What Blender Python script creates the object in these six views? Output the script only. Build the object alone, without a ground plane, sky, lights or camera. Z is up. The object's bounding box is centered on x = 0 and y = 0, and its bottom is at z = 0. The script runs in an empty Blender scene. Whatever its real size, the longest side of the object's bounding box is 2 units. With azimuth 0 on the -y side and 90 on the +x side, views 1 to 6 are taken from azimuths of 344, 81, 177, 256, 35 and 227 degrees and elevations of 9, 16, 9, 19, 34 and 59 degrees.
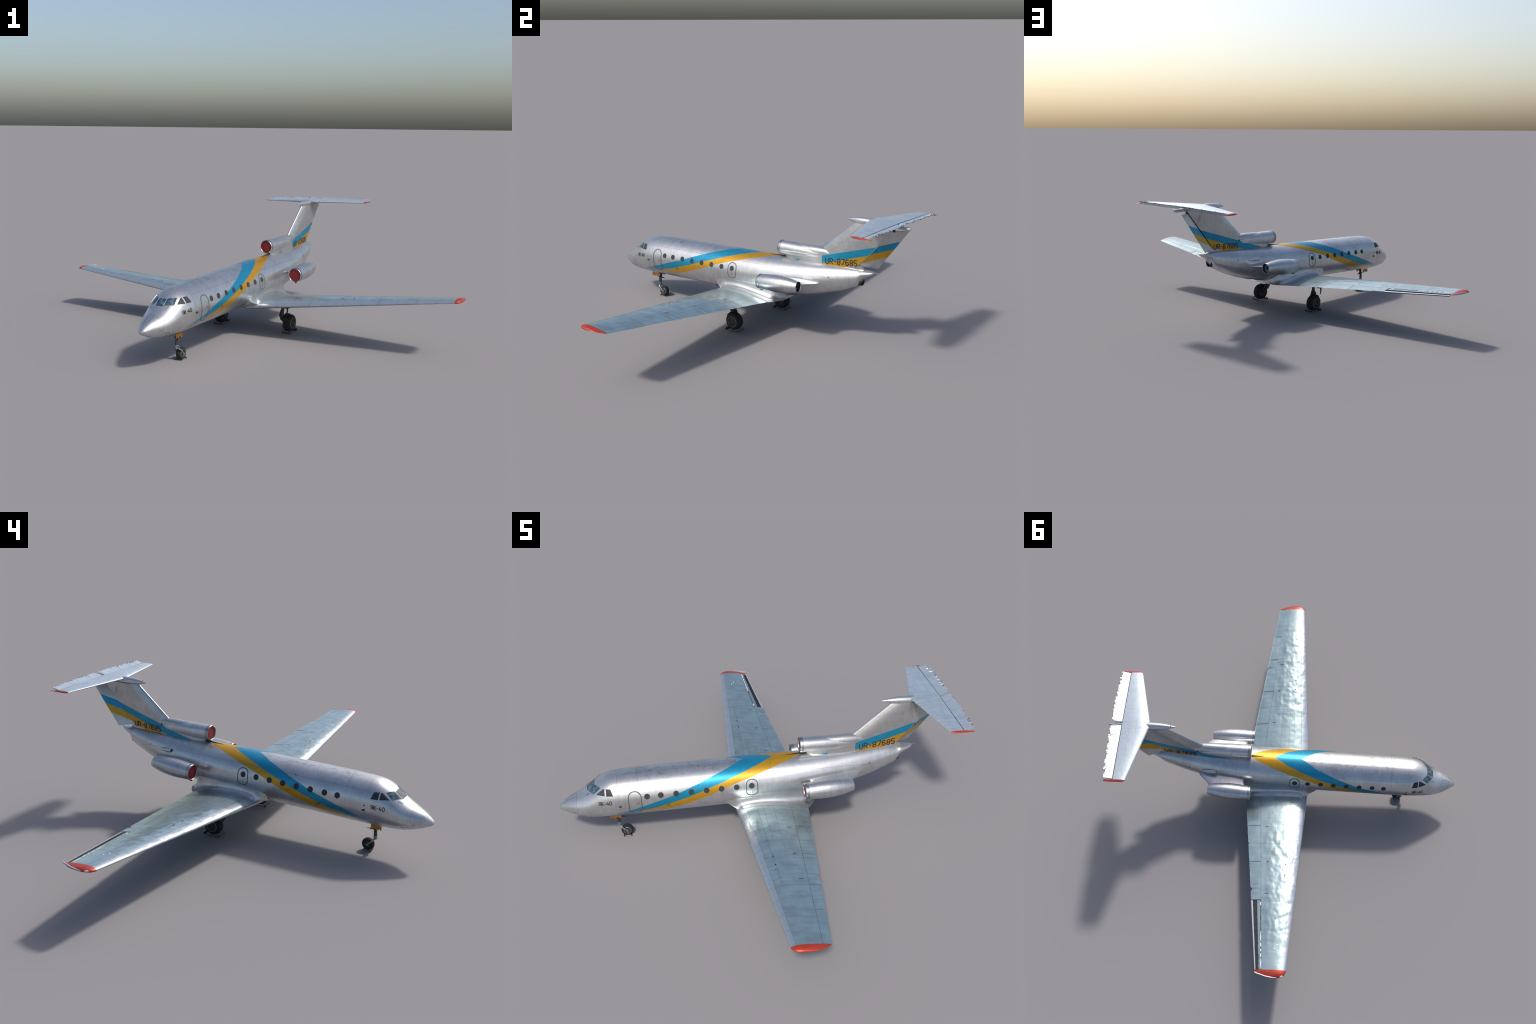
import bpy, math, random
import numpy as np
from mathutils import Matrix, Vector, noise as mnoise

random.seed(7)
rng = np.random.default_rng(11)

# ---------------------------------------------------------------- aircraft frame
# local axes: x aft, y starboard, z up (origin on the cabin window line)
AX = Vector((0.7115, 0.7021, 0.0273)).normalized()
SX = Vector((-0.1761, 0.1757, -0.0060)); SX = (SX - AX * SX.dot(AX)).normalized()
UX = AX.cross(SX)
ORG = Vector((-0.2545, -0.2564, 0.3319))
FRAME = Matrix(((AX.x, SX.x, UX.x, ORG.x), (AX.y, SX.y, UX.y, ORG.y), (AX.z, SX.z, UX.z, ORG.z), (0, 0, 0, 1)))

def ground_z(x, y):
    """local z of the ground plane under local (x, y)"""
    return -(ORG.z + AX.z * x + SX.z * y) / UX.z

# ---------------------------------------------------------------- node helpers
class NT:
    def __init__(self, name):
        self.mat = bpy.data.materials.new(name)
        self.mat.use_nodes = True
        self.t = self.mat.node_tree
        self.bsdf = self.t.nodes['Principled BSDF']
        self._xyz = None
    def n(self, kind, **kw):
        nd = self.t.nodes.new(kind)
        for k, v in kw.items():
            setattr(nd, k, v)
        return nd
    def put(self, sock, v):
        if isinstance(v, bpy.types.NodeSocket):
            self.t.links.new(v, sock)
        else:
            sock.default_value = v
    def m(self, op, a, b=0.0, c=None, clamp=False):
        nd = self.n('ShaderNodeMath', operation=op, use_clamp=clamp)
        self.put(nd.inputs[0], a); self.put(nd.inputs[1], b)
        if c is not None:
            self.put(nd.inputs[2], c)
        return nd.outputs[0]
    def co(self):
        if self._xyz is None:
            tc = self.n('ShaderNodeTexCoord')
            sp = self.n('ShaderNodeSeparateXYZ')
            self.t.links.new(tc.outputs['Object'], sp.inputs[0])
            self._xyz = (sp.outputs[0], sp.outputs[1], sp.outputs[2]); self._v = tc.outputs['Object']
        return self._xyz
    def vec(self):
        self.co(); return self._v
    def noise(self, scale, detail=4.0, rough=0.6, stretch=(1, 1, 1), off=(0, 0, 0)):
        mp = self.n('ShaderNodeMapping')
        mp.inputs['Scale'].default_value = stretch; mp.inputs['Location'].default_value = off
        self.t.links.new(self.vec(), mp.inputs[0])
        nd = self.n('ShaderNodeTexNoise')
        nd.inputs['Scale'].default_value = scale; nd.inputs['Detail'].default_value = detail; nd.inputs['Roughness'].default_value = rough
        self.t.links.new(mp.outputs[0], nd.inputs['Vector'])
        return nd.outputs['Fac']
    def step(self, v, lo, hi, a=0.0, b=1.0):
        nd = self.n('ShaderNodeMapRange', interpolation_type='SMOOTHSTEP')
        self.put(nd.inputs['Value'], v); self.put(nd.inputs['From Min'], lo); self.put(nd.inputs['From Max'], hi)
        self.put(nd.inputs['To Min'], a); self.put(nd.inputs['To Max'], b)
        return nd.outputs[0]
    def mix(self, f, a, b):
        nd = self.n('ShaderNodeMix', data_type='RGBA')
        self.put(nd.inputs[0], f)
        for s, v in ((nd.inputs[6], a), (nd.inputs[7], b)):
            if isinstance(v, bpy.types.NodeSocket):
                self.t.links.new(v, s)
            else:
                s.default_value = (v[0], v[1], v[2], 1)
        return nd.outputs[2]
    def mixf(self, f, a, b):
        nd = self.n('ShaderNodeMix', data_type='FLOAT')
        self.put(nd.inputs[0], f); self.put(nd.inputs[2], a); self.put(nd.inputs[3], b)
        return nd.outputs[0]
    def lt(self, a, b, soft=0.0006):
        """1 where a < b"""
        return self.step(self.m('SUBTRACT', b, a), -soft, soft)
    def line(self, v, pos, hw):
        return self.step(self.m('ABSOLUTE', self.m('SUBTRACT', v, pos)), hw * 0.5, hw * 1.4, 1.0, 0.0)
    def mx(self, *v):
        o = v[0]
        for k in v[1:]:
            o = self.m('MAXIMUM', o, k)
        return o
    def mul(self, *v):
        o = v[0]
        for k in v[1:]:
            o = self.m('MULTIPLY', o, k)
        return o
    def curve(self, v, lo, hi, pts):
        """piecewise-linear function of v, given as (v, value) pairs with values 0..1"""
        t = self.step_lin(v, lo, hi)
        nd = self.n('ShaderNodeFloatCurve')
        c = nd.mapping.curves[0]
        P = [((p[0] - lo) / (hi - lo), p[1]) for p in pts]
        c.points[0].location = P[0]; c.points[1].location = P[-1]
        for p in P[1:-1]:
            c.points.new(*p)
        for p in c.points:
            p.handle_type = 'VECTOR'
        nd.mapping.update()
        self.put(nd.inputs['Value'], t)
        return nd.outputs[0]
    def step_lin(self, v, lo, hi):
        nd = self.n('ShaderNodeMapRange')
        self.put(nd.inputs['Value'], v); nd.inputs['From Min'].default_value = lo; nd.inputs['From Max'].default_value = hi
        return nd.outputs[0]
    def bump(self, h, strength=0.2, dist=0.002, prev=None):
        nd = self.n('ShaderNodeBump')
        nd.inputs['Strength'].default_value = strength; nd.inputs['Distance'].default_value = dist
        self.put(nd.inputs['Height'], h)
        if prev is not None:
            self.t.links.new(prev, nd.inputs['Normal'])
        return nd.outputs[0]
    def out(self, col=None, metal=None, rough=None, normal=None):
        for k, v in (('Base Color', col), ('Metallic', metal), ('Roughness', rough), ('Normal', normal)):
            if v is None:
                continue
            if isinstance(v, tuple) and len(v) == 3:
                v = (*v, 1)
            self.put(self.bsdf.inputs[k], v)
        return self.mat

ALU = (0.59, 0.60, 0.61)
ALU_D = (0.43, 0.44, 0.455)
BLUE = (0.014, 0.235, 0.39)
YELL = (0.50, 0.265, 0.018)
WINGC = (0.365, 0.475, 0.50)
STABC = (0.52, 0.59, 0.645)
RED = (0.41, 0.045, 0.025)

def stripes_apply(N, base, metal, blue, yellow, wear=None):
    b = N.noise(38, 3, 0.6)
    bl = N.mix(b, tuple(c * 0.82 for c in BLUE), tuple(c * 1.18 for c in BLUE))
    ye = N.mix(b, tuple(c * 0.85 for c in YELL), tuple(c * 1.15 for c in YELL))
    if wear is not None:
        blue = N.mul(blue, wear); yellow = N.mul(yellow, wear)
    base = N.mix(yellow, N.mix(blue, base, bl), ye)
    metal = N.mixf(N.mx(blue, yellow), metal, 0.55)
    return base, metal

def alu_base(N, tint=ALU, tint2=ALU_D, stretch=(70, 9, 9)):
    streak = N.noise(1.0, 4, 0.65, stretch)
    cloud = N.noise(9, 4, 0.6)
    fine = N.noise(60, 5, 0.7, (1.5, 1, .5))
    f = N.m('ADD', N.m('ADD', N.mul(streak, 0.22), N.mul(cloud, 0.58)), N.mul(fine, 0.30))
    f = N.step(f, 0.38, 0.72)
    return N.mix(f, tint, tint2), N.m('ADD', N.mul(cloud, 0.14), 0.25)

def mat_fuselage():
    N = NT('polished_skin_with_stripes')
    x, y, z = N.co()
    ay = N.m('ABSOLUTE', y)
    th = N.m('ARCTAN2', ay, N.m('ADD', z, 0.032))
    deg = N.m('MULTIPLY', th, 180 / math.pi)
    a = N.m('DIVIDE', deg, 180.0)
    D = lambda L: [(p[0], p[1] / 180.0) for p in L]
    lo, hi = -0.7, 0.7
    WB = N.curve(x, lo, hi, D([(-.7, 180), (-.60, 152), (-.53, 141), (-.477, 131.8), (-.428, 121.7), (-.376, 114), (-.308, 103.6), (-.22, 90.6), (-.14, 80), (-.098, 73.3), (-.047, 64.4), (.008, 55.7), (.041, 49.2), (.16, 26.2), (.249, 0), (.7, 0)]))
    BY = N.curve(x, lo, hi, D([(-.7, 180), (-.45, 140), (-.303, 119), (-.223, 111), (-.161, 101.6), (-.078, 90.8), (.003, 79.1), (.06, 69.7), (.138, 58.3), (.256, 37.9), (.341, 21), (.417, 0), (.7, 0)]))
    YW = N.curve(x, lo, hi, D([(-.7, 180), (-.30, 148), (-.15, 121), (-.0, 97.8), (.106, 80.8), (.187, 67.6), (.297, 52.3), (.406, 35.2), (.519, 15), (.58, 0), (.7, 0)]))
    s = 0.0022
    gWB = N.lt(WB, a, s); gBY = N.lt(BY, a, s); gYW = N.lt(YW, a, s)
    blue = N.mul(gWB, N.m('SUBTRACT', 1.0, gBY)); yell = N.mul(gBY, N.m('SUBTRACT', 1.0, gYW))
    base, rough = alu_base(N)
    # roof grime: matter lying along the crown of the cabin
    grime = N.mul(N.step(N.noise(26, 6, 0.75, (1, 2, 2)), 0.52, 0.66), N.step(deg, 12, 42, 1, 0), N.step(x, -.45, -.30), N.step(x, .2, .42, 1, 0))
    base = N.mix(N.mul(grime, 0.7), base, (0.17, 0.16, 0.14))
    wear = N.step(N.m('ADD', deg, N.mul(N.noise(30, 4, .6), 24)), 124, 156, 1, 0.12)
    base, metal = stripes_apply(N, base, 0.86, blue, yell, wear)
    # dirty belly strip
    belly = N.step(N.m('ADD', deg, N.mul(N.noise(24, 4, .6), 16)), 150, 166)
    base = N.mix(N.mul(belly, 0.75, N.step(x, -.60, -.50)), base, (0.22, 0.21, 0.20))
    L = [N.line(x, p, 0.0008) for p in (-.65, -.427, -.318, .395, 1.066)]
    L += [N.mul(N.line(deg, 50, 0.38), N.step(x, -.43, -.42), N.step(x, 1.0, 1.02, 1, 0)), N.mul(N.line(deg, 10.5, 0.35), N.step(x, -.43, -.42), N.step(x, .45, .46, 1, 0))]
    L += [N.mul(N.line(deg, 118, 0.35), N.step(x, .6, .62))]
    hq = N.m('ADD', N.m('POWER', N.m('ABSOLUTE', N.m('DIVIDE', N.m('ADD', x, .4540), .0200)), 3.5), N.m('POWER', N.m('DIVIDE', ay, .0340), 3.5))
    L += [N.mul(N.line(hq, 1.0, .075), N.lt(0.0, z))]
    seam = N.mx(*L)
    base = N.mix(N.mul(seam, 0.6), base, (0.14, 0.135, 0.13))
    h = N.noise(14, 3, .55, (1.6, 1, 1))
    nb = N.bump(h, 0.08, 0.004)
    nb = N.bump(seam, -0.3, 0.0006, nb)
    return N.out(base, metal, rough, nb)

def mat_alu(name, tint=ALU, tint2=ALU_D, stretch=(70, 9, 9), metal=0.86, lines=(), bump=0.12):
    N = NT(name)
    x, y, z = N.co()
    base, rough = alu_base(N, tint, tint2, stretch)
    nb = N.bump(N.noise(16, 3, .55), bump, 0.004)
    if lines:
        seam = N.mx(*[N.line({'x': x, 'y': y, 'z': z}[k], p, w) for k, p, w in lines]) if len(lines) > 1 else N.line({'x': x, 'y': y, 'z': z}[lines[0][0]], lines[0][1], lines[0][2])
        base = N.mix(N.mul(seam, 0.55), base, (0.15, 0.145, 0.14))
    return N.out(base, metal, rough, nb)

def mat_fin(rudder=False):
    N = NT('rudder_skin_with_stripes' if rudder else 'fin_skin_with_stripes')
    x, y, z = N.co()
    base, rough = alu_base(N, (0.51, 0.515, 0.52), (0.38, 0.385, 0.39), (12, 12, 60))  # base greys lowered to bake in the port fin's shading
    ln = lambda x0, z0, k: N.m('ADD', N.mul(N.m('SUBTRACT', x, x0), k), z0)
    if rudder:
        wb, by, yw = ln(1.2302, .2435, .295), ln(1.1849, .1904, .311), ln(1.1349, .1354, .32)
    else:
        wb, by, yw = ln(.9053, .1540, .266), ln(.828, .0878, .276), ln(1.0, .0905, .29)
    b1, b2, b3 = N.lt(z, wb), N.lt(z, by), N.lt(z, yw)
    blue = N.mul(b1, N.m('SUBTRACT', 1, b2)); yell = N.mul(b2, N.m('SUBTRACT', 1, b3))
    if not rudder:
        # unpainted replacement panel on the port side
        patch = N.mul(N.lt(y, 0.0), N.lt(.7166, x), N.lt(x, .871))
        keep = N.m('SUBTRACT', 1, patch)
        blue = N.mul(blue, keep); yell = N.mul(yell, keep)
        low = N.mul(patch, N.lt(z, .165))
        base = N.mix(N.mul(low, .6), base, N.mix(N.noise(45, 4, .7), (.50, .47, .45), (.42, .44, .46)))
    base, metal = stripes_apply(N, base, 0.8, blue, yell)
    if not rudder:
        se = N.mx(N.mul(N.line(x, 1.185, .0007), N.lt(.23, z)), N.line(N.m('SUBTRACT', N.m('MULTIPLY', N.m('SUBTRACT', z, .19), 1.212), N.m('SUBTRACT', x, .905)), 0, .0009))
        base = N.mix(N.mul(se, .5), base, (.16, .155, .15))
        dark_mottle = N.mul(N.step(N.noise(22, 5, .7, (1, 1, .35)), .52, .66), N.lt(1.12, x), N.lt(.27, z, .03))
        base = N.mix(N.mul(dark_mottle, .45), base, (.17, .155, .14))
    nb = N.bump(N.noise(18, 3, .55), .15, .004)
    return N.out(base, metal, rough, nb)

def mat_wing():
    N = NT('wing_skin')
    x, y, z = N.co()
    ay = N.m('ABSOLUTE', y)
    le = N.m('ADD', N.mul(ay, .0693), .1845)
    ch = N.m('SUBTRACT', .4174, N.mul(ay, .1878))
    u = N.m('DIVIDE', N.m('SUBTRACT', x, le), ch)
    streak = N.noise(1, 4, .6, (8, 55, 8)); cloud = N.noise(13, 5, .65)
    f = N.step(N.m('ADD', N.mul(streak, .45), N.mul(cloud, .65)), .38, .72)
    base = N.mix(f, WINGC, tuple(c * .74 for c in WINGC))
    # polished slat strip
    slat = N.lt(u, .125, .006)
    base = N.mix(N.mul(slat, .7), base, (.47, .50, .555))
    S = [N.line(u, .125, .0024)]
    inb = N.lt(ay, .885)
    S += [N.mul(N.line(u, .265, .0022), inb), N.mul(N.line(u, .355, .002), N.lt(ay, .50)), N.mul(N.line(u, .50, .0018), N.lt(ay, .62))]
    S += [N.mul(N.line(ay, .505, .0008), N.lt(.35, u)), N.mul(N.line(ay, .885, .0010), N.lt(.12, u))]
    fr = N.m('ABSOLUTE', N.m('SUBTRACT', N.m('FRACT', N.m('MULTIPLY', ay, 9.6)), .5))
    S += [N.mul(N.lt(fr, .0075, .003), slat)]
    fr2 = N.m('ABSOLUTE', N.m('SUBTRACT', N.m('FRACT', N.m('MULTIPLY', ay, 27.0)), .5))
    S += [N.mul(N.lt(fr2, .02, .008), N.lt(.125, u), N.lt(u, .265), inb, .7)]
    # access-panel rings
    def ring(cx, cy, r, w):
        d = N.m('SQRT', N.m('ADD', N.m('POWER', N.m('SUBTRACT', x, cx), 2.0), N.m('POWER', N.m('SUBTRACT', ay, cy), 2.0)))
        return N.line(d, r, w)
    for cx, cy in ((.302, .505), (.303, .54), (.309, .752), (.312, .82), (.315, .855), (.245, .235)):
        S.append(ring(cx, cy, .0085, .0008))
    seam = N.mx(*S)
    base = N.mix(N.mul(seam, .75), base, (.12, .11, .10))
    speck = N.step(N.noise(140, 2, .5), .70, .76)
    base = N.mix(N.mul(speck, .55), base, (.10, .085, .07))
    # dark fluid stains on the upper skin
    def blob(cx, cy, rx, ry):
        d = N.m('ADD', N.m('POWER', N.m('DIVIDE', N.m('SUBTRACT', x, cx), rx), 2.0), N.m('POWER', N.m('DIVIDE', N.m('SUBTRACT', ay, cy), ry), 2.0))
        return N.step(N.m('ADD', d, N.mul(N.noise(120, 2), 1.2)), .9, 1.6, 1, 0)
    st = N.mx(blob(.438, .385, .014, .005), blob(.418, .628, .011, .007), blob(.412, .838, .016, .005))
    base = N.mix(N.mul(st, .75), base, (.09, .075, .06))
    grime = N.mul(N.step(N.noise(17, 6, .75), .60, .70), N.lt(.12, u), N.lt(u, .3))
    base = N.mix(N.mul(grime, .35), base, (.22, .18, .13))
    wav = N.mul(N.noise(22, 1.2, .45, (1.0, .8, 1)), N.step(ay, .25, .60, .25, 1), N.step(ay, 1.0, 1.25, 1, .2), N.step(u, .55, .75, 1, .3))
    nb = N.bump(wav, .75, .007)
    nb = N.bump(seam, -.35, .0006, nb)
    rough = N.m('ADD', N.mul(cloud, .12), .18)
    return N.out(base, .70, rough, nb)

def mat_stab():
    N = NT('tailplane_skin')
    x, y, z = N.co()
    ay = N.m('ABSOLUTE', y)
    f = N.step(N.m('ADD', N.mul(N.noise(1, 4, .6, (9, 60, 9)), .5), N.mul(N.noise(24, 5, .7), .55)), .38, .70)
    base = N.mix(f, STABC, tuple(c * .78 for c in STABC))
    fr = N.m('ABSOLUTE', N.m('SUBTRACT', N.m('FRACT', N.m('MULTIPLY', ay, 14.0)), .5))
    S = [N.mul(N.lt(fr, .010, .004), .6), N.line(x, 1.285, .0008), N.mul(N.line(x, 1.245, .0008), N.lt(ay, .2)), N.mul(N.line(ay, .026, .0008), N.lt(x, 1.25))]
    seam = N.mx(*S)
    base = N.mix(N.mul(seam, .45), base, (.2, .2, .2))
    sp = N.step(N.noise(95, 3, .6), .66, .74)
    base = N.mix(N.mul(sp, .4), base, (.2, .19, .18))
    nb = N.bump(N.noise(30, 3, .6), .22, .003)
    return N.out(base, .58, N.m('ADD', N.mul(f, .1), .32), nb)

def mat_plain(name, col, metal=0.0, rough=0.5, var=0.25, scale=40, bump=0.0):
    N = NT(name)
    f = N.noise(scale, 4, .65)
    base = N.mix(f, tuple(c * (1 - var) for c in col), tuple(min(1, c * (1 + var)) for c in col))
    nb = N.bump(N.noise(scale * 2, 3, .6), bump, .002) if bump else None
    return N.out(base, metal, rough, nb)

def mat_glass():
    N = NT('cockpit_glass')
    f = N.noise(42, 4, .6)
    base = N.mix(N.step(f, .42, .62), (.018, .035, .07), (.07, .14, .16))
    m = N.out(base, 0.0, .08)
    N.bsdf.inputs['Specular IOR Level'].default_value = .7
    return m

def mat_window():
    N = NT('cabin_window_glass')
    f = N.noise(30, 3, .6)
    base = N.mix(f, (.022, .025, .028), (.050, .056, .062))
    m = N.out(base, 0.0, .5)
    N.bsdf.inputs['Specular IOR Level'].default_value = .15
    return m

M = {}
def build_materials():
    M['fus'] = mat_fuselage()
    M['fin'] = mat_fin(False)
    M['rud'] = mat_fin(True)
    M['alu'] = mat_alu('polished_alloy')
    M['fair'] = mat_alu('fairing_alloy', (.56, .57, .58), (.40, .41, .42), (30, 30, 12), lines=(('x', .445, .0008), ('x', .452, .0005)))
    M['nac'] = mat_alu('nacelle_alloy', (.55, .56, .58), (.40, .415, .44), (40, 12, 12), lines=(('x', .605, .0006), ('x', .745, .0006), ('x', .69, .0005)))
    M['lip'] = mat_alu('darkened_intake_lip', (.42, .42, .43), (.28, .28, .29), (40, 40, 40), metal=.95, bump=.05)  # ring colour darkened to hold down its sun and sky reflection
    M['wing'] = mat_wing()
    M['stab'] = mat_stab()
    M['red'] = mat_plain('red_tip_paint', RED, .35, .38, .2, 60)
    M['cover'] = mat_plain('red_intake_cover', (.19, .007, .009), 0.0, .6, .75, 70, .5)
    M['glass'] = mat_glass()
    M['win'] = mat_window()
    M['frame'] = mat_plain('window_frame_paint', (.50, .51, .52), .8, .35, .15)
    M['seal'] = mat_plain('door_outline_paint', (.085, .10, .10), .2, .5, .25, 60)
    M['ink'] = mat_plain('black_lettering', (.018, .018, .02), 0, .5, .3, 90)
    M['rub'] = mat_plain('tyre_rubber', (.009, .009, .010), 0, .85, .35, 60, .15)
    M['rim'] = mat_plain('wheel_rim_metal', (.055, .058, .06), .5, .5, .4, 90)
    M['rimring'] = mat_plain('wheel_rim_ring', (.17, .165, .155), .4, .5, .3, 90)
    M['strut'] = mat_plain('gear_leg_metal', (.055, .062, .065), .55, .45, .5, 70, .2)
    M['strutl'] = mat_plain('gear_fork_metal', (.26, .31, .33), .7, .35, .35, 70)
    M['dark'] = mat_plain('sooty_metal', (.028, .027, .026), .3, .6, .5, 50, .2)
    M['orange'] = mat_plain('orange_primer', (.42, .17, .018), .15, .5, .25, 60)
    M['white'] = mat_plain('white_patch', (.72, .73, .78), .1, .5, .06, 60)
    M['gap'] = mat_plain('black_slot_fill', (.018, .019, .019), .2, .6, .6, 55, .3)
    M['mark'] = mat_plain('dark_red_marking', (.10, .015, .012), 0, .5, .3, 80)
    M['pale'] = mat_plain('pale_weathered_metal', (.46, .48, .53), .5, .45, .12, 60)
    M['lamp'] = mat_plain('clear_lamp_glass', (.55, .58, .60), .5, .2, .2, 90)

# ---------------------------------------------------------------- object helpers
ROOT = None
def add(name, verts, faces, mat, parent=None, smooth=40, mw=None, kind=None):
    me = bpy.data.meshes.new(name)
    me.from_pydata([tuple(map(float, v)) for v in verts], [], faces)
    me.validate(); me.update()
    me.materials.append(mat)
    if smooth:
        me.shade_smooth()
        me.set_sharp_from_angle(angle=math.radians(smooth))
    return link(name, me, parent, mw, kind)

def link(name, me, parent=None, mw=None, kind=None):
    ob = bpy.data.objects.new(name, me)
    bpy.context.scene.collection.objects.link(ob)
    ob.matrix_world = FRAME if mw is None else FRAME @ mw
    PEND.append((ob, parent))
    if kind:
        ob['kind'] = kind
    return ob
PEND = []

def loft(rings, cap0=True, cap1=True, closed=True):
    n = len(rings[0]); V = [p for r in rings for p in r]; F = []
    for i in range(len(rings) - 1):
        for j in range(n if closed else n - 1):
            k = (j + 1) % n
            F.append((i * n + j, i * n + k, (i + 1) * n + k, (i + 1) * n + j))
    if cap0:
        F.append(tuple(range(n))[::-1])
    if cap1:
        F.append(tuple((len(rings) - 1) * n + j for j in range(n)))
    return V, F

def join(*parts):
    V, F = [], []
    for v, f in parts:
        o = len(V); V += list(v); F += [tuple(i + o for i in q) for q in f]
    return V, F

def fixn(ob):
    import bmesh
    bm = bmesh.new(); bm.from_mesh(ob.data)
    bmesh.ops.recalc_face_normals(bm, faces=bm.faces)
    bm.to_mesh(ob.data); bm.free()
    return ob

def tube(p, q, r0, r1=None, n=12):
    p, q = Vector(p), Vector(q); r1 = r0 if r1 is None else r1
    d = (q - p).normalized(); a = d.orthogonal().normalized(); b = d.cross(a)
    R = [[(c + a * math.cos(t) * r + b * math.sin(t) * r) for t in np.linspace(0, 2 * math.pi, n, endpoint=False)] for c, r in ((p, r0), (q, r1))]
    return loft(R)

def box(c, s, rot=None):
    V = [Vector((sx * s[0] / 2, sy * s[1] / 2, sz * s[2] / 2)) for sx in (-1, 1) for sy in (-1, 1) for sz in (-1, 1)]
    if rot is not None:
        V = [rot @ v for v in V]
    V = [v + Vector(c) for v in V]
    return V, [(0, 1, 3, 2), (4, 6, 7, 5), (0, 4, 5, 1), (2, 3, 7, 6), (0, 2, 6, 4), (1, 5, 7, 3)]

def lathe(profile, axis_p, axis_d, n=48, cap0=False, cap1=False):
    """profile: (distance along axis, radius)"""
    d = Vector(axis_d).normalized(); a = d.orthogonal().normalized(); b = d.cross(a); p = Vector(axis_p)
    R = [[p + d * t + (a * math.cos(w) + b * math.sin(w)) * r for w in np.linspace(0, 2 * math.pi, n, endpoint=False)] for t, r in profile]
    return loft(R, cap0, cap1)

def pchip(xs, ys):
    xs = np.asarray(xs, float); ys = np.asarray(ys, float)
    h = np.diff(xs); dl = np.diff(ys) / h; d = np.zeros_like(ys)
    for i in range(1, len(xs) - 1):
        if dl[i - 1] * dl[i] > 0:
            w1 = 2 * h[i] + h[i - 1]; w2 = h[i] + 2 * h[i - 1]
            d[i] = (w1 + w2) / (w1 / dl[i - 1] + w2 / dl[i])
    d[0], d[-1] = dl[0], dl[-1]
    def f(x):
        x = np.clip(x, xs[0], xs[-1]); i = np.clip(np.searchsorted(xs, x) - 1, 0, len(h) - 1)
        t = (x - xs[i]) / h[i]
        return ((1 + 2 * t) * (1 - t) ** 2 * ys[i] + t * (1 - t) ** 2 * h[i] * d[i] + t * t * (3 - 2 * t) * ys[i + 1] + t * t * (t - 1) * h[i] * d[i + 1])
    return f

# ---------------------------------------------------------------- fuselage
#        x      top    bottom  half-width
FUS = [(-.7485, -.0905, -.0905, .0003), (-.7480, -.0866, -.0946, .0045), (-.7465, -.0830, -.0982, .0092), (-.7430, -.0785, -.1022, .0148), (-.737, -.0730, -.1064, .0212), (-.725, -.0625, -.1122, .0302),
       (-.700, -.0450, -.1228, .0466), (-.660, -.0250, -.1374, .0700), (-.620, -.0065, -.1470, .0885), (-.580, .0205, -.1537, .1010),
       (-.540, .0505, -.1578, .1095), (-.500, .0742, -.1590, .1165), (-.460, .0862, -.1594, .1222), (-.420, .0900, -.1594, .1253),
       (-.360, .0925, -.1594, .1270), (-.250, .0944, -.1594, .1275), (0, .0950, -.1594, .1275), (.25, .0955, -.1592, .1275),
       (.45, .0957, -.1570, .1268), (.55, .0962, -.1475, .1228), (.65, .0968, -.1338, .1165), (.80, .0985, -.1064, .1000), (.90, .0998, -.0813, .0852),
       (1.0, .1000, -.0500, .0665), (1.06, .0985, -.0240, .0540), (1.10, .0960, -.0060, .0450), (1.115, .0950, .0100, .0410), (1.13, .0938, .0400, .0375), (1.165, .0915, .0580, .0270), (1.190, .0892, .0710, .0165), (1.2, .0880, .0775, .0100), (1.2035, .0860, .0820, .0040)]
FX = [f[0] for f in FUS]
def fair_curve(k, sig=.011):
    """profile curve with the small slope breaks between stations faired out"""
    raw = pchip(FX, [f[k] for f in FUS]); g = np.linspace(FX[0], FX[-1], 1400); v = np.array([float(raw(x)) for x in g])
    h = g[1] - g[0]; m = int(3 * sig / h); ker = np.exp(-.5 * (np.arange(-m, m + 1) * h / sig) ** 2); ker /= ker.sum()
    sm = np.convolve(np.pad(v, m, mode='edge'), ker, mode='valid')
    wgt = np.clip((g + .738) / .035, 0, 1) * np.clip((1.085 - g) / .03, 0, 1)
    v = v * (1 - wgt) + sm * wgt
    return lambda x: np.interp(x, g, v)
f_zt, f_zb, f_w = (fair_curve(k) for k in (1, 2, 3))

def onskin(p, off=0.0):
    """push point p in its own station plane on to the fuselage skin"""
    x, y, z = p
    zt, zb, w = float(f_zt(x)), float(f_zb(x)), float(f_w(x))
    zc, h = (zt + zb) / 2, (zt - zb) / 2
    k = 1.0 / max(1e-6, math.hypot(y / w, (z - zc) / h))
    v = Vector((0, y * k, (z - zc) * k)); nn = Vector((0, y * k / w ** 2, (z - zc) * k / h ** 2)).normalized()
    v += nn * off
    return Vector((x, v.y, zc + v.z))

def side(x, z, sgn, off=0.0):
    zt, zb, w = float(f_zt(x)), float(f_zb(x)), float(f_w(x))
    zc, h = (zt + zb) / 2, (zt - zb) / 2
    y = w * math.sqrt(max(0.0, 1 - ((z - zc) / h) ** 2))
    return onskin((x, sgn * max(y, 1e-4), z), off)

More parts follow.
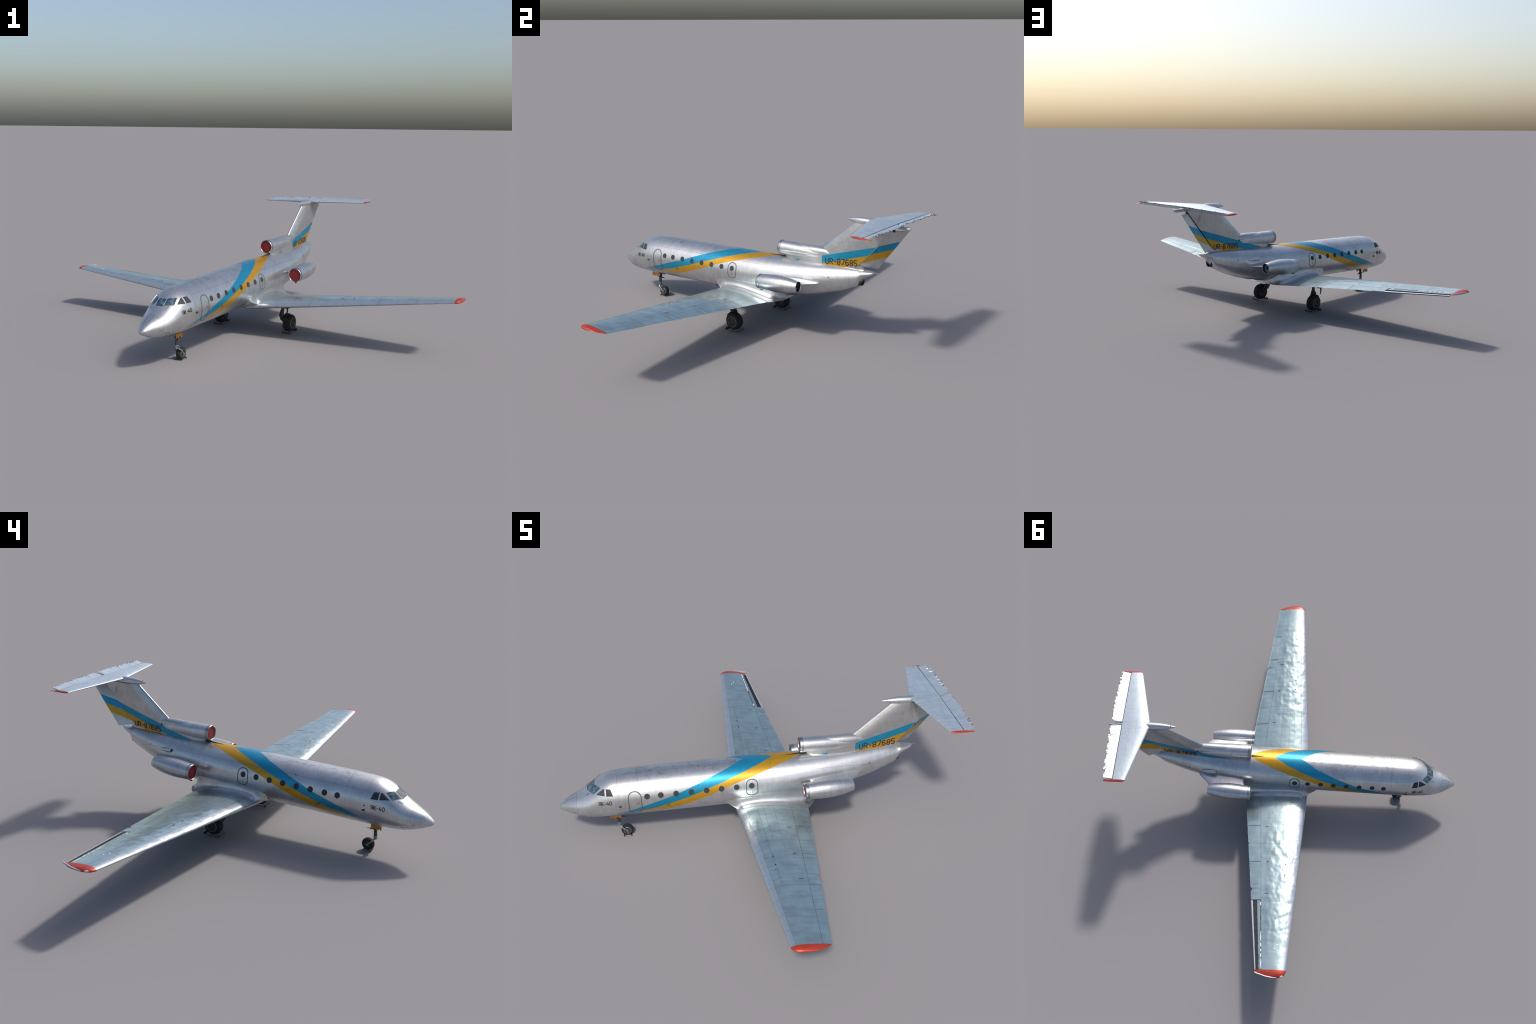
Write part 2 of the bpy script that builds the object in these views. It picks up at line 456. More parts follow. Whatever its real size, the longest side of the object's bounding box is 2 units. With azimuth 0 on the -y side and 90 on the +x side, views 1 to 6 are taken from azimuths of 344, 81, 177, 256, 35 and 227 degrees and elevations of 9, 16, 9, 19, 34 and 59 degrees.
def build_fuselage():
    xs = np.concatenate([np.array([-.7485, -.7484, -.7482, -.7480, -.7475, -.7470, -.7465, -.7455, -.7445, -.743, -.741, -.739, -.737, -.7345, -.732]), np.linspace(-.73, -.40, 90), np.linspace(-.39, .5, 60), np.linspace(.51, 1.2035, 90)])
    n = 112; R = []
    for x in xs:
        zt, zb, w = float(f_zt(x)), float(f_zb(x)), float(f_w(x)); zc, h = (zt + zb) / 2, (zt - zb) / 2
        r = []
        for t in np.linspace(0, 2 * math.pi, n, endpoint=False):
            yy, zz = w * math.sin(t), zc + h * math.cos(t)
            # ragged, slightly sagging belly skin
            if zz < zc and abs(math.sin(t)) < .5 and -.40 < x < .95:
                k = (1 - abs(math.sin(t)) / .5)
                zz += k * (.0035 * (mnoise.noise((x * 22, yy * 30, 3.1))) - .001)
            r.append((x, yy, zz))
        R.append(r)
    V, F = loft(R)
    return fixn(add('fuselage', V, F, M['fus'], smooth=175))

# ---------------------------------------------------------------- decals on the skin
def ribbon(pts, hw, mapf, off, closed=False):
    """mitred flat ribbon along 2-D polyline pts, mapped on to the skin by mapf(u, v, off)"""
    P = [Vector(p) for p in pts]
    # resample so that the ribbon follows the curved skin
    Q = []
    m = len(P)
    for i in range(m if closed else m - 1):
        a, b = P[i], P[(i + 1) % m]; k = max(1, int((b - a).length / .006))
        Q += [a.lerp(b, t / k) for t in range(k)]
    if not closed:
        Q.append(P[-1])
    n = len(Q); V = []; F = []
    for i in range(n):
        a = Q[i - 1] if (i > 0 or closed) else None
        b = Q[(i + 1) % n] if (i < n - 1 or closed) else None
        d0 = (Q[i] - a).normalized() if a is not None else None
        d1 = (b - Q[i]).normalized() if b is not None else None
        if d0 is None: d0 = d1
        if d1 is None: d1 = d0
        t = (d0 + d1)
        t = t.normalized() if t.length > 1e-6 else d0
        nv = Vector((-t.y, t.x)); k = 1 / max(.5, nv.dot(Vector((-d0.y, d0.x))))
        for s in (1, -1):
            q = Q[i] + nv * hw * k * s
            V.append(mapf(q.x, q.y, off)); V.append(mapf(q.x, q.y, -.0015))
    for i in range(n if closed else n - 1):
        j = (i + 1) % n
        a, b = i * 4, j * 4
        F += [(a, a + 2, b + 2, b), (a, b, b + 1, a + 1), (a + 2, a + 3, b + 3, b + 2)]
    if not closed:
        e = (n - 1) * 4
        F += [(0, 1, 3, 2), (e, e + 2, e + 3, e + 1)]
    return V, F

def disc(cx, cz, r, mapf, off, n=28, sq=1.0):
    V = [mapf(cx, cz, off)]; F = []
    for k in (.5, 1.0):
        for t in np.linspace(0, 2 * math.pi, n, endpoint=False):
            V.append(mapf(cx + r * k * math.cos(t), cz + r * sq * k * math.sin(t), off))
    for t in np.linspace(0, 2 * math.pi, n, endpoint=False):
        V.append(mapf(cx + r * math.cos(t), cz + r * sq * math.sin(t), -.0015))
    for j in range(n):
        k = (j + 1) % n
        F += [(0, 1 + j, 1 + k), (1 + j, 1 + n + j, 1 + n + k, 1 + k), (1 + n + j, 1 + 2 * n + j, 1 + 2 * n + k, 1 + n + k)]
    return V, F

def rrect(x0, x1, z0, z1, r, n=8):
    pts = []
    for cx, cz, a in ((x1 - r, z1 - r, 0), (x0 + r, z1 - r, 90), (x0 + r, z0 + r, 180), (x1 - r, z0 + r, 270)):
        for t in np.linspace(a, a + 90, n):
            pts.append((cx + r * math.cos(math.radians(t)), cz + r * math.sin(math.radians(t))))
    return pts

c = .22
GLYPH = {  # stroke skeletons in a unit-high box
    'U': (.62, [[(0, 1), (0, c), (c, 0), (.62 - c, 0), (.62, c), (.62, 1)]]),
    'R': (.62, [[(0, 0), (0, 1), (.62 - c, 1), (.62, 1 - c), (.62, .48 + c * .7), (.62 - c, .46), (0, .46)], [(.30, .46), (.62, 0)]]),
    'YA': (.62, [[(.62, 0), (.62, 1), (c, 1), (0, 1 - c), (0, .48 + c * .7), (c, .46), (.62, .46)], [(.32, .46), (0, 0)]]),
    'K': (.60, [[(0, 0), (0, 1)], [(.60, 1), (.08, .5)], [(.22, .58), (.60, 0)]]),
    '-': (.42, [[(0, .48), (.42, .48)]]),
    '8': (.60, [[(c, 1), (.60 - c, 1), (.60, 1 - c), (.60, .5 + c * .6), (.60 - c, .5), (c, .5), (0, .5 + c * .6), (0, 1 - c), (c, 1)], [(c, .5), (0, .5 - c), (0, c), (c, 0), (.60 - c, 0), (.60, c), (.60, .5 - c), (.60 - c, .5)]]),
    '7': (.60, [[(0, 1), (.60, 1), (.58, .8), (.20, 0)]]),
    '6': (.60, [[(.60, .84), (.60 - c, 1), (c, 1), (0, 1 - c), (0, c), (c, 0), (.60 - c, 0), (.60, c), (.60, .55 - c), (.60 - c, .55), (0, .55)]]),
    '5': (.60, [[(.58, 1), (0, 1), (0, .56), (.60 - c, .56), (.60, .56 - c), (.60, c), (.60 - c, 0), (c, 0), (0, .16)]]),
    '4': (.62, [[(.30, 1), (0, .30), (.62, .30)], [(.46, .62), (.46, 0)]]),
    '0': (.60, [[(c, 1), (.60 - c, 1), (.60, 1 - c), (.60, c), (.60 - c, 0), (c, 0), (0, c), (0, 1 - c), (c, 1)]]),
}
def lettering(name, text, x0, z0, x1, z1, height, weight, mapf, off=.0010):
    """text baseline runs from (x0, z0) to (x1, z1)"""
    total = sum(GLYPH[g][0] for g in text) + .27 * (len(text) - 1)
    L = math.hypot(x1 - x0, z1 - z0); ux, uz = (x1 - x0) / L, (z1 - z0) / L
    kx = L / total; pen = 0; parts = []; k = 0
    for g in text:
        w, strokes = GLYPH[g]
        for st in strokes:
            pts = [(x0 + ux * (pen + p[0]) * kx, z0 + uz * (pen + p[0]) * kx + p[1] * height) for p in st]
            parts.append(ribbon(pts, weight, mapf, off + .00012 * (k % 4), closed=False)); k += 1
        pen += w + .27
    V, F = join(*parts)
    return add(name, V, F, M['ink'], smooth=0)

def build_skin_details(fus):
    mp = {s: (lambda x, z, off, s=s: side(x, z, s, off)) for s in (-1, 1)}
    wx = [-.3885 + .1115 + .0115, 0, 0]
    stations = [-.2595, -.1875, -.1065, -.0255, .0555, .1360, .2170, .2985]
    stations = [s - .0165 for s in stations]
    for s in (-1, 1):
        for x in stations:
            V, F = disc(x, 0.0, .0152, mp[s], .0012)
            add('cabin_window', V, F, M['win'], fus, smooth=40)
        V, F = ribbon(rrect(.2530, .3145, -.0585, .0325, .026), .0024, mp[s], .0009, True)
        add('emergency_exit_outline', V, F, M['seal'], fus, smooth=0)
        V, F = ribbon([(.2835, -.026), (.2835, -.045)], .0008, mp[s], .0008)
        add('exit_handle_mark', V, F, M['mark'], fus, smooth=0)
        V, F = ribbon([(-.180, -.0690), (-.160, -.0675)], .0022, mp[s], .0010)
        add('step_marking', V, F, M['mark'], fus, smooth=0)
    V, F = ribbon(rrect(-.3745, -.3075, -.1085, .0305, .031), .0029, mp[-1], .0009, True)
    add('entry_door_outline', V, F, M['seal'], fus, smooth=0)
    V, F = ribbon([(-.334, -.0360), (-.319, -.0360)], .0011, mp[-1], .0009)
    add('door_handle', V, F, M['mark'], fus, smooth=0)
    lettering('type_lettering', ['YA', 'K', '-', '4', '0'], -.5310, -.0370, -.4640, -.0320, .0200, .0017, mp[-1])
    lettering('type_lettering', ['YA', 'K', '-', '4', '0'], -.4590, -.0335, -.5265, -.0370, .0200, .0017, mp[1])
    # nose-bay hatch lines
    for s in (-1, 1):
        V, F = join(ribbon([(-.644, -.112), (-.606, -.113)], .0006, mp[s], .0006), ribbon([(-.605, -.1135), (-.610, -.128), (-.618, -.138)], .0005, mp[s], .0006), ribbon([(-.672, -.093), (-.660, -.0935)], .0008, mp[s], .0006))
        add('nose_hatch_line', V, F, M['dark'], fus, smooth=0)
        top = lambda x, y, off, s=s: onskin((x, s * y, float(f_zt(x))), off)
        V, F = ribbon([(-.722, .010), (-.655, .0185)], .0006, top, .0006)
        add('nose_seam', V, F, M['dark'], fus, smooth=0)
    # little round holes
    for s, x, z, r in ((-1, .9445, .037, .0033), (1, .9445, .037, .0033), (1, -.4234, -.0215, .0038), (-1, -.02, .052, .002), (1, -.02, .052, .002)):
        V, F = disc(x, z, r, mp[s], .0007, 14)
        add('drain_hole', V, F, M['ink'], fus, smooth=0)
    # static ports with small hoods
    for s in (-1, 1):
        p = side(-.4200, -.046, s, .001)
        V, F = lathe([(0, .0012), (.001, .0042), (.006, .0052), (.014, .0038), (.016, .0012)], p - Vector((.009, 0, 0)), (1, 0, 0), 12, True, True)
        add('static_port', V, F, M['dark'], fus)

def quad_patch(cn, off, n=8):
    """patch through 4 corners (tl, tr, br, bl), laid on the fuselage skin with a slight proud edge"""
    A = [Vector(p) for p in cn]; V = []; F = []
    for i in range(n + 1):
        for j in range(n + 1):
            u, v = j / n, i / n
            p = A[0].lerp(A[1], u).lerp(A[3].lerp(A[2], u), v)
            V.append(onskin(p, off))
    for i in range(n):
        for j in range(n):
            a = i * (n + 1) + j; F.append((a, a + 1, a + n + 2, a + n + 1))
    edge = [j for j in range(n + 1)] + [i * (n + 1) + n for i in range(1, n + 1)] + [n * (n + 1) + j for j in range(n - 1, -1, -1)] + [i * (n + 1) for i in range(n - 1, 0, -1)]
    o = len(V); V += [onskin(V[e], -.002) for e in edge]; m = len(edge)
    for k in range(m):
        F.append((edge[k], edge[(k + 1) % m], o + (k + 1) % m, o + k))
    return V, F

def build_cockpit(fus):
    panes = {'windshield': [(-.5440, .0285, .047), (-.5150, .0675, .047), (-.5530, .0715, .0124), (-.5860, .0285, .0124)],
             'quarter_window': [(-.4990, .0785, .0465), (-.4945, .0800, .0465), (-.4950, .0980, .0120), (-.5410, .0785, .0128)],
             'side_window': [(-.4872, .0835, .0470), (-.4620, .0905, .0470), (-.4515, .1110, .0142), (-.4875, .1060, .0142)]}
    for s in (-1, 1):
        for nm, cn in panes.items():
            C = [Vector((p[0], p[1] * s, p[2])) for p in cn]
            ctr = sum(C, Vector()) / 4
            fr = [ctr + (p - ctr) * (1 + .0024 / (p - ctr).length) for p in C]
            V, F = quad_patch(fr, .0007)
            fixn(add(nm + '_frame', V, F, M['frame'], fus, smooth=30))
            V, F = quad_patch(C, .0014)
            fixn(add(nm, V, F, M['glass'] if nm == 'windshield' else M['win'], fus, smooth=30))
    C = [Vector(p) for p in ((-.5475, -.0245, .047), (-.5475, .0245, .047), (-.5890, .0245, .0124), (-.5890, -.0245, .0124))]
    ctr = sum(C, Vector()) / 4
    V, F = quad_patch([ctr + (p - ctr) * (1 + .0024 / (p - ctr).length) for p in C], .0005)
    fixn(add('windshield_frame', V, F, M['frame'], fus, smooth=30))
    V, F = quad_patch(C, .0014)
    fixn(add('windshield', V, F, M['glass'], fus, smooth=30))
    for s in (-1, 1):   # wipers
        V, F = tube(onskin((-.598, .050 * s, .0), .002), onskin((-.575, .060 * s, .018), .003), .0008)
        add('wiper', V, F, M['dark'], fus)

# ---------------------------------------------------------------- wing
def w_le(y): return .1838 + .0693 * y, -.1645 + .0985 * y
def w_te(y): return .6037 - .1185 * y, -.1660 + .0925 * y
WING_TRIM = {-1: (.0012, .0022), 1: (.0008, .0004)}
TRIM = [0.0, 0.0]
def trim(y): return TRIM[0] + TRIM[1] * y
def hinge_x(y): return .4746 - .068 * (y - .38)

def naca(u, t=.15, m=.016, p=.4):
    u = min(max(u, 0), 1)
    yt = 5 * t * (.2969 * math.sqrt(u) - .1260 * u - .3516 * u * u + .2843 * u ** 3 - .1036 * u ** 4)
    yc = m / p ** 2 * (2 * p * u - u * u) if u < p else m / (1 - p) ** 2 * ((1 - 2 * p) + 2 * p * u - u * u)
    return yc + yt, yc - yt

def wpt(y, u, up, thick=1.0):
    (lx, lz), (tx, tz) = w_le(y), w_te(y); ch = tx - lx
    t = .150 - .012 * (y / 1.3)
    a, b = naca(u, t * thick)
    return lx + ch * u, lz + (tz - lz) * u + ch * (a if up else b * .93) + trim(y) + .0008 + .003 * (1 - 2 * u) * max(0, 1 - y / .55)

def wing_ring(y, u0, u1, s, nu=26, thick=1.0, dz=0.0, cosine=True, te=0.0):
    """closed section between chord fractions; upper from u1 to u0 and lower back"""
    if cosine:
        us = [u0 + (u1 - u0) * (1 - math.cos(math.pi / 2 * k / nu)) for k in range(nu + 1)]
    else:
        us = [u0 + (u1 - u0) * k / nu for k in range(nu + 1)]
    up = [wpt(y, u, True, thick) for u in us]; lo = [wpt(y, u, False, thick) for u in us]
    pts = up[::-1] + (lo[1:] if u0 == 0 else lo)
    k = len(us)
    out = []
    for i, (px, pz) in enumerate(pts):
        out.append([px, s * y, pz + dz])
    if te:
        span = max(p[0] for p in out) - min(p[0] for p in out); mn = min(p[0] for p in out)
        for p in out:
            f = (p[0] - mn) / span
            p[0] += te * f
    return out

def wing_top(x, y):
    (lx, _), (tx, _) = w_le(y), w_te(y)
    u = min(max((x - lx) / (tx - lx), 0), 1)
    return wpt(y, u, True)[1]

def ragged(y, s, amp, seed):
    n = mnoise.noise((y * 60, seed * 3.7 + s, 1.3)) * .6 + mnoise.noise((y * 150, seed + s * 2, 4.3)) * .4
    return amp * n

def build_wing(s):
    TRIM[:] = WING_TRIM[s]
    ys = np.concatenate([np.linspace(.06, .18, 5), np.linspace(.22, 1.30, 55)])
    R = []
    for y in ys:
        (lx, _), (tx, _) = w_le(y), w_te(y)
        uh = (hinge_x(y) - .0006 - lx) / (tx - lx)
        r = wing_ring(y, 0, uh, s)
        # faint leading-edge dents
        for p in r:
            if p[0] - lx < .02:
                p[0] += .0012 * mnoise.noise((y * 40, s, .3)) * (1 - (p[0] - lx) / .02)
        R.append(r)
    V, F = loft(R)
    wing = fixn(add('wing', V, F, M['wing'], smooth=35))
    # flaps and aileron
    def panel(name, y0, y1, mat, te_amp=.0022, dz=0.0, notch=None, seed=1, du=0.0):
        n = max(6, int((y1 - y0) / .004)); R = []
        for y in np.linspace(y0, y1, n):
            (lx, _), (tx, _) = w_le(y), w_te(y)
            uh = (hinge_x(y) + .0006 - lx) / (tx - lx)
            te = ragged(y, s, te_amp, seed)
            if notch and abs(y - notch[0]) < notch[1]:
                te -= notch[2] * (1 - abs(y - notch[0]) / notch[1])
            r = wing_ring(y, uh, 1.0, s, 8, 1.0, 0, False, te)
            if dz:
                x0 = min(p[0] for p in r)
                for p in r:
                    p[2] += dz * (p[0] - x0) / .07
            R.append(r)
        V, F = loft(R)
        return fixn(add(name, V, F, mat, wing, smooth=35))
    panel('flap', .150, .3755, M['wing'], seed=1)
    panel('flap', .3785, .6255, M['wing'], seed=2, notch=(.50, .008, .006) if s > 0 else None)
    panel('flap', .6290, .8760, M['wing'], seed=3, notch=(.808, .014, .011))
    if s < 0:
        panel('aileron', .8800, 1.066, M['wing'], .0012, .0022, seed=4)
        panel('aileron', 1.070, 1.2985, M['wing'], .0012, -.0006, seed=5)
    else:
        # torn aileron: fore strip of skin, sunken near-black plate, bright trailing strip, white patches on the hinge line
        def strip(name, a, b, dz, mat, edge_amp, seed, thick=.0018):
            R = []
            for y in np.linspace(.8800, 1.2985, 110):
                (lx, _), (tx, _) = w_le(y), w_te(y); hx = hinge_x(y) + .0012; ch = tx - hx
                x0, x1 = hx + a * ch, hx + b * ch
                if edge_amp and 0 < a: x0 += ragged(y, s, edge_amp, seed)
                if edge_amp and b < 1: x1 += ragged(y, s, edge_amp, seed + 3)
                zz = lambda x: wpt(y, (x - lx) / (tx - lx), True)[1] + dz
                R.append([(x0, s * y, zz(x0)), (x1, s * y, zz(x1)), (x1, s * y, zz(x1) - thick), (x0, s * y, zz(x0) - thick)])
            V, F = loft(R)
            return fixn(add(name, V, F, mat, wing, smooth=30))
        strip('aileron_dark_plate', .02, .97, -.0060, M['gap'], .0, 1, .0015)  # sunken near-black sheet below the strips
        strip('aileron_skin_strip', .04, .38, -.0014, M['wing'], .0045, 3)
        strip('aileron_trailing_strip', .83, 1.0, -.0008, M['pale'], .0014, 8, .0026)
        parts = []
        for y0, y1 in ((.892, .912), (1.075, 1.135), (1.142, 1.166), (1.178, 1.196), (1.204, 1.228), (1.236, 1.292)):
            R = []
            for y in np.linspace(y0, y1, 12):
                t = (y - y0) / (y1 - y0); w = .0052 * math.sin(math.pi * min(.95, max(.05, t))) ** .4
                x0 = hinge_x(y) + .0005; z0 = wing_top(x0, y) + .0003
                x1 = x0 + w + ragged(y, s, .0025, 9); z1 = wing_top(x1, y) + .0003
                R.append([(x0, s * y, z0), (x1, s * y, z1), (x1, s * y, z1 - .002), (x0, s * y, z0 - .002)])
            parts.append(loft(R))
        V, F = join(*parts)
        fixn(add('hinge_white_patches', V, F, M['white'], wing, smooth=0, kind='stuff'))
        for cx, cy, r in ((.3460, 1.176, .0034), (.3300, 1.152, .0036)):
            V, F = disc(cx, cy, r, lambda a, b, off: Vector((a, s * b, wing_top(a, b) + off)), .0006, 12)
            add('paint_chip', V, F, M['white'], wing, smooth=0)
    # tip cap
    R = []
    for y, a, b, k in ((1.3002, .2746, .4479, 1.0), (1.306, .2755, .4455, .99), (1.312, .2780, .4340, .95), (1.318, .2815, .4225, .88), (1.324, .2870, .4090, .76), (1.329, .2945, .3940, .6), (1.3325, .3040, .3790, .42), (1.3345, .3150, .3600, .2), (1.335, .330, .342, .03)):
        a -= .0015; b += .0018
        if s > 0:
            b = min(b + .006 * (y - 1.30) / .035 * 2, .4505); y = 1.3002 + (y - 1.3002) * 1.22
        (lx, lz), (tx, tz) = w_le(y), w_te(y); r = []
        N = 24
        us = [(1 - math.cos(math.pi * i / N)) / 2 for i in range(N + 1)]
        for up, seq in ((True, us[::-1]), (False, us[1:-1])):
            for u in seq:
                px = a + (b - a) * u
                zz = lz + (tz - lz) * (px - lx) / (tx - lx)
                o = naca(u, .138)[0 if up else 1] * (tx - lx) * k
                r.append((px, s * y, zz + o + trim(y) + .0008))
        R.append(r)
    V, F = loft(R)
    fixn(add('wing_tip_cap', V, F, M['red'], wing, smooth=50))
    if s > 0:
        pts = [(.4490, 1.3155), (.437, 1.3215), (.415, 1.3275), (.39, 1.3355), (.36, 1.3400), (.325, 1.3405)]
        V, F = ribbon(pts, .0022, lambda a, b, off: Vector((a, s * b, w_le(b)[1] + trim(b) + (.002 if off > 0 else -.006))), .002)
        add('tip_edge_strip', V, F, M['pale'], wing, smooth=0)
        V, F = lathe([(-.011, .0005), (-.008, .0048), (0, .0066), (.008, .0052), (.012, .0005)], (.300, 1.3340, w_le(1.33)[1] + .002), (1, .35, 0), 16, True, True)
        add('navigation_lamp', V, F, M['lamp'], wing)
    # fuel caps
    for cx, cy in ((.3085, .642), (.3095, .7125)):
        V, F = disc(cx, cy, .0048, lambda a, b, off: Vector((a, s * b, wing_top(a, b) + off)), .0006, 14)
        add('fuel_cap', V, F, M['ink'], wing, smooth=0)
    return wing

# ---------------------------------------------------------------- wing-root fairing
def build_fairing():
    f_seam = pchip([.125, .14, .16, .187, .24, .29, .555, .585, .61, .635], [-.106, -.0925, -.082, -.0735, -.0695, -.069, -.0685, -.076, -.098, -.128])
    f_yo = pchip([.125, .14, .16, .18, .195, .21, .23, .30, .50, .585, .605, .635], [.090, .1065, .1165, .1240, .1340, .149, .162, .169, .172, .168, .150, .104])
    f_zl = pchip([.125, .14, .19, .25, .50, .60, .635], [-.130, -.142, -.162, -.172, -.172, -.160, -.145])
    f_zw = pchip([.125, .14, .16, .19, .205, .225], [-.112, -.1030, -.1140, -.1300, -.1370, wing_top(.225, .165)])
    f_q = pchip([.125, .18, .24], [.7, .85, 1.25])
    obs = None; R = []
    for x in np.linspace(.125, .635, 110):
        zs, yo, zl = float(f_seam(x)), float(f_yo(x)), float(f_zl(x))
        ys_ = abs(side(x, zs, 1).y) - .002
        zw = float(f_zw(x)) if x < .225 else (wing_top(x, .168) - .0005 if x < .58 else wing_top(.58, .168) - .0005)
        zs = max(zs, zw + .0005)
        half = []
        m = 18
        # concave fillet from the seam down to the wing skin
        for k in range(m + 1):
            t = k / m * math.pi / 2
            q = float(f_q(x))
            half.append((ys_ + (yo - ys_) * (1 - math.cos(t)) ** q * 1.0, zw + (zs - zw) * (1 - math.sin(t)) ** q))
        # underside back to the keel
        for k in range(1, 11):
            t = k / 10
            half.append((yo * (1 - t), min(zw - .002, zw + (zl - zw) * min(1, t * 1.7))))
        ring = [(x, a, b) for a, b in half] + [(x, -a, b) for a, b in half[-2::-1]]
        R.append(ring)
    V, F = loft(R)
    return fixn(add('wing_root_fairing', V, F, M['fair'], smooth=45))

# ---------------------------------------------------------------- fin, rudder, tailplane
def fin_le(z): return .8743 + (z - .2) * 1.2113
def fin_hinge(z): return 1.0895 + (z - .1) * .909
def fin_half(x, z):
    a, b = fin_le(z), fin_hinge(z); u = (x - a) / (b - a)
    if u < 0 or u > 1: return 0.0
    T = .0245 - .002 * (z - .1) / .25
    return T * (math.sqrt(min(1, u / .30)) if u < .08 else min(1, .516 + (.484) * (1 - ((.34 - min(u, .34)) / .26) ** 2))) * (1 - .36 * max(0, (u - .40) / .60) ** 1.5)
d_hw = pchip([.60, .64, .72, .80, .89, 1.0, 1.08, 1.12], [.004, .020, .030, .032, .0265, .0165, .0090, .004])
d_top = pchip([.60, .72, .80, .87, .95, 1.05, 1.12], [.150, .190, .1905, .1870, .172, .150, .130])
def fin_side(x, z):
    a = fin_half(x, z)
    b = 0.0
    if .60 < x < 1.12:
        hw, tp = float(d_hw(x)), float(d_top(x)); cz = tp - hw
        if z <= cz: b = hw
        elif z < tp: b = math.sqrt(max(0, hw * hw - (z - cz) ** 2))
    return max(a, b)

def build_fin():
    R = []
    for z in np.linspace(.05, .3580, 40):
        a, b = fin_le(z), fin_hinge(z)
        us = [(k / 34) ** 1.6 for k in range(35)]
        half = [(a + (b - a) * u, fin_half(a + (b - a) * u, z)) for u in us]
        R.append([(x, h, z) for x, h in half] + [(x, -h, z) for x, h in half[:0:-1]])
    V, F = loft(R)
    fin = fixn(add('tail_fin', V, F, M['fin'], smooth=40))
    # dorsal duct carrying the centre-engine air into the tail
    R = []
    for x in np.linspace(.60, 1.12, 70):
        hw, tp = float(d_hw(x)), float(d_top(x)); cz = tp - hw; base = .045
        r = [(x, hw, base)] + [(x, hw, base + (cz - base) * k / 6) for k in range(1, 6)]
        r += [(x, hw * math.cos(t), cz + hw * math.sin(t)) for t in np.linspace(0, math.pi, 21)]
        r += [(x, -hw, base + (cz - base) * k / 6) for k in range(5, 0, -1)] + [(x, -hw, base)]
        R.append(r)
    V, F = loft(R)
    fixn(add('dorsal_duct', V, F, M['fin'], smooth=50))
    # little fairing closing the fin's rear base
    R = []
    for x, h, zt in ((1.040, .016, .110), (1.07, .0155, .118), (1.098, .0150, .1200), (1.116, .0120, .1150), (1.135, .0060, .0990)):
        R.append([(x, h, .080), (x, h * .95, zt - .004), (x, h * .5, zt), (x, -h * .5, zt), (x, -h * .95, zt - .004), (x, -h, .080)])
    V, F = loft(R); fixn(add('fin_base_fairing', V, F, M['fin'], smooth=40))
    # registration
    mp = {s: (lambda x, z, off, s=s: Vector((x, s * (max(fin_side(x, z), .0150) + off), z))) for s in (-1, 1)}
    reg = ['U', 'R', '-', '8', '7', '6', '8', '5']
    lettering('registration_lettering', reg, .8950, .1005, 1.0970, .1105, .0335, .0024, mp[-1], .0012)
    lettering('registration_lettering', reg, 1.0985, .1090, .9030, .1035, .0310, .0024, mp[1], .0012)
    V, F = disc(.8937, .1518, .0068, mp[1], .0008, 20)
    add('drain_hole', V, F, M['ink'], smooth=0)
    V, F = disc(.843, .121, .0024, mp[1], .0008, 12)
    add('drain_hole', V, F, M['ink'], smooth=0)
    # rudder, hard over to starboard
    R = []
    for k, z in enumerate(np.linspace(0, 1, 44)):
        zh = .114 + (.338 - .114) * z; zt = .099 + (.3375 - .099) * z
        hx, tx = fin_hinge(zh) + .004, 1.1968 + .791 * (zt - .1) + ragged(zt, 1, .0022, 6)
        ty = .0473 - .033 * (zt - .1)
        if z < .12: tx += .002 * (1 - z / .12)
        r = []
        for i in range(11):
            u = i / 10; hw = .0128 * (1 - u) ** .8 * (1 - .2 * z) + .0012
            r.append((hx + (tx - hx) * u, ty * u + hw * .92, zh + (zt - zh) * u - 0))
        for i in range(10, -1, -1):
            u = i / 10; hw = .0128 * (1 - u) ** .8 * (1 - .2 * z) + .0012
            r.append((hx + (tx - hx) * u + hw * .2, ty * u - hw * .92, zh + (zt - zh) * u))
        R.append(r)
    V, F = loft(R)
    fixn(add('rudder', V, F, M['rud'], smooth=40))
    # hinge gap liner and hinge brackets
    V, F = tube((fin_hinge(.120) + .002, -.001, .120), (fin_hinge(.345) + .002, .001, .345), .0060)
    add('rudder_hinge_post', V, F, M['strut'])
    V, F = tube((fin_hinge(.120) + .003, -.0090, .122), (fin_hinge(.338) + .003, -.0090, .338), .0042)
    add('fin_edge_strip', V, F, M['alu'])
    for z in (.215, .335):
        V, F = box((fin_hinge(z) + .008, -.006, z), (.022, .008, .005)); add('hinge_bracket', V, F, M['dark'])
    return fin

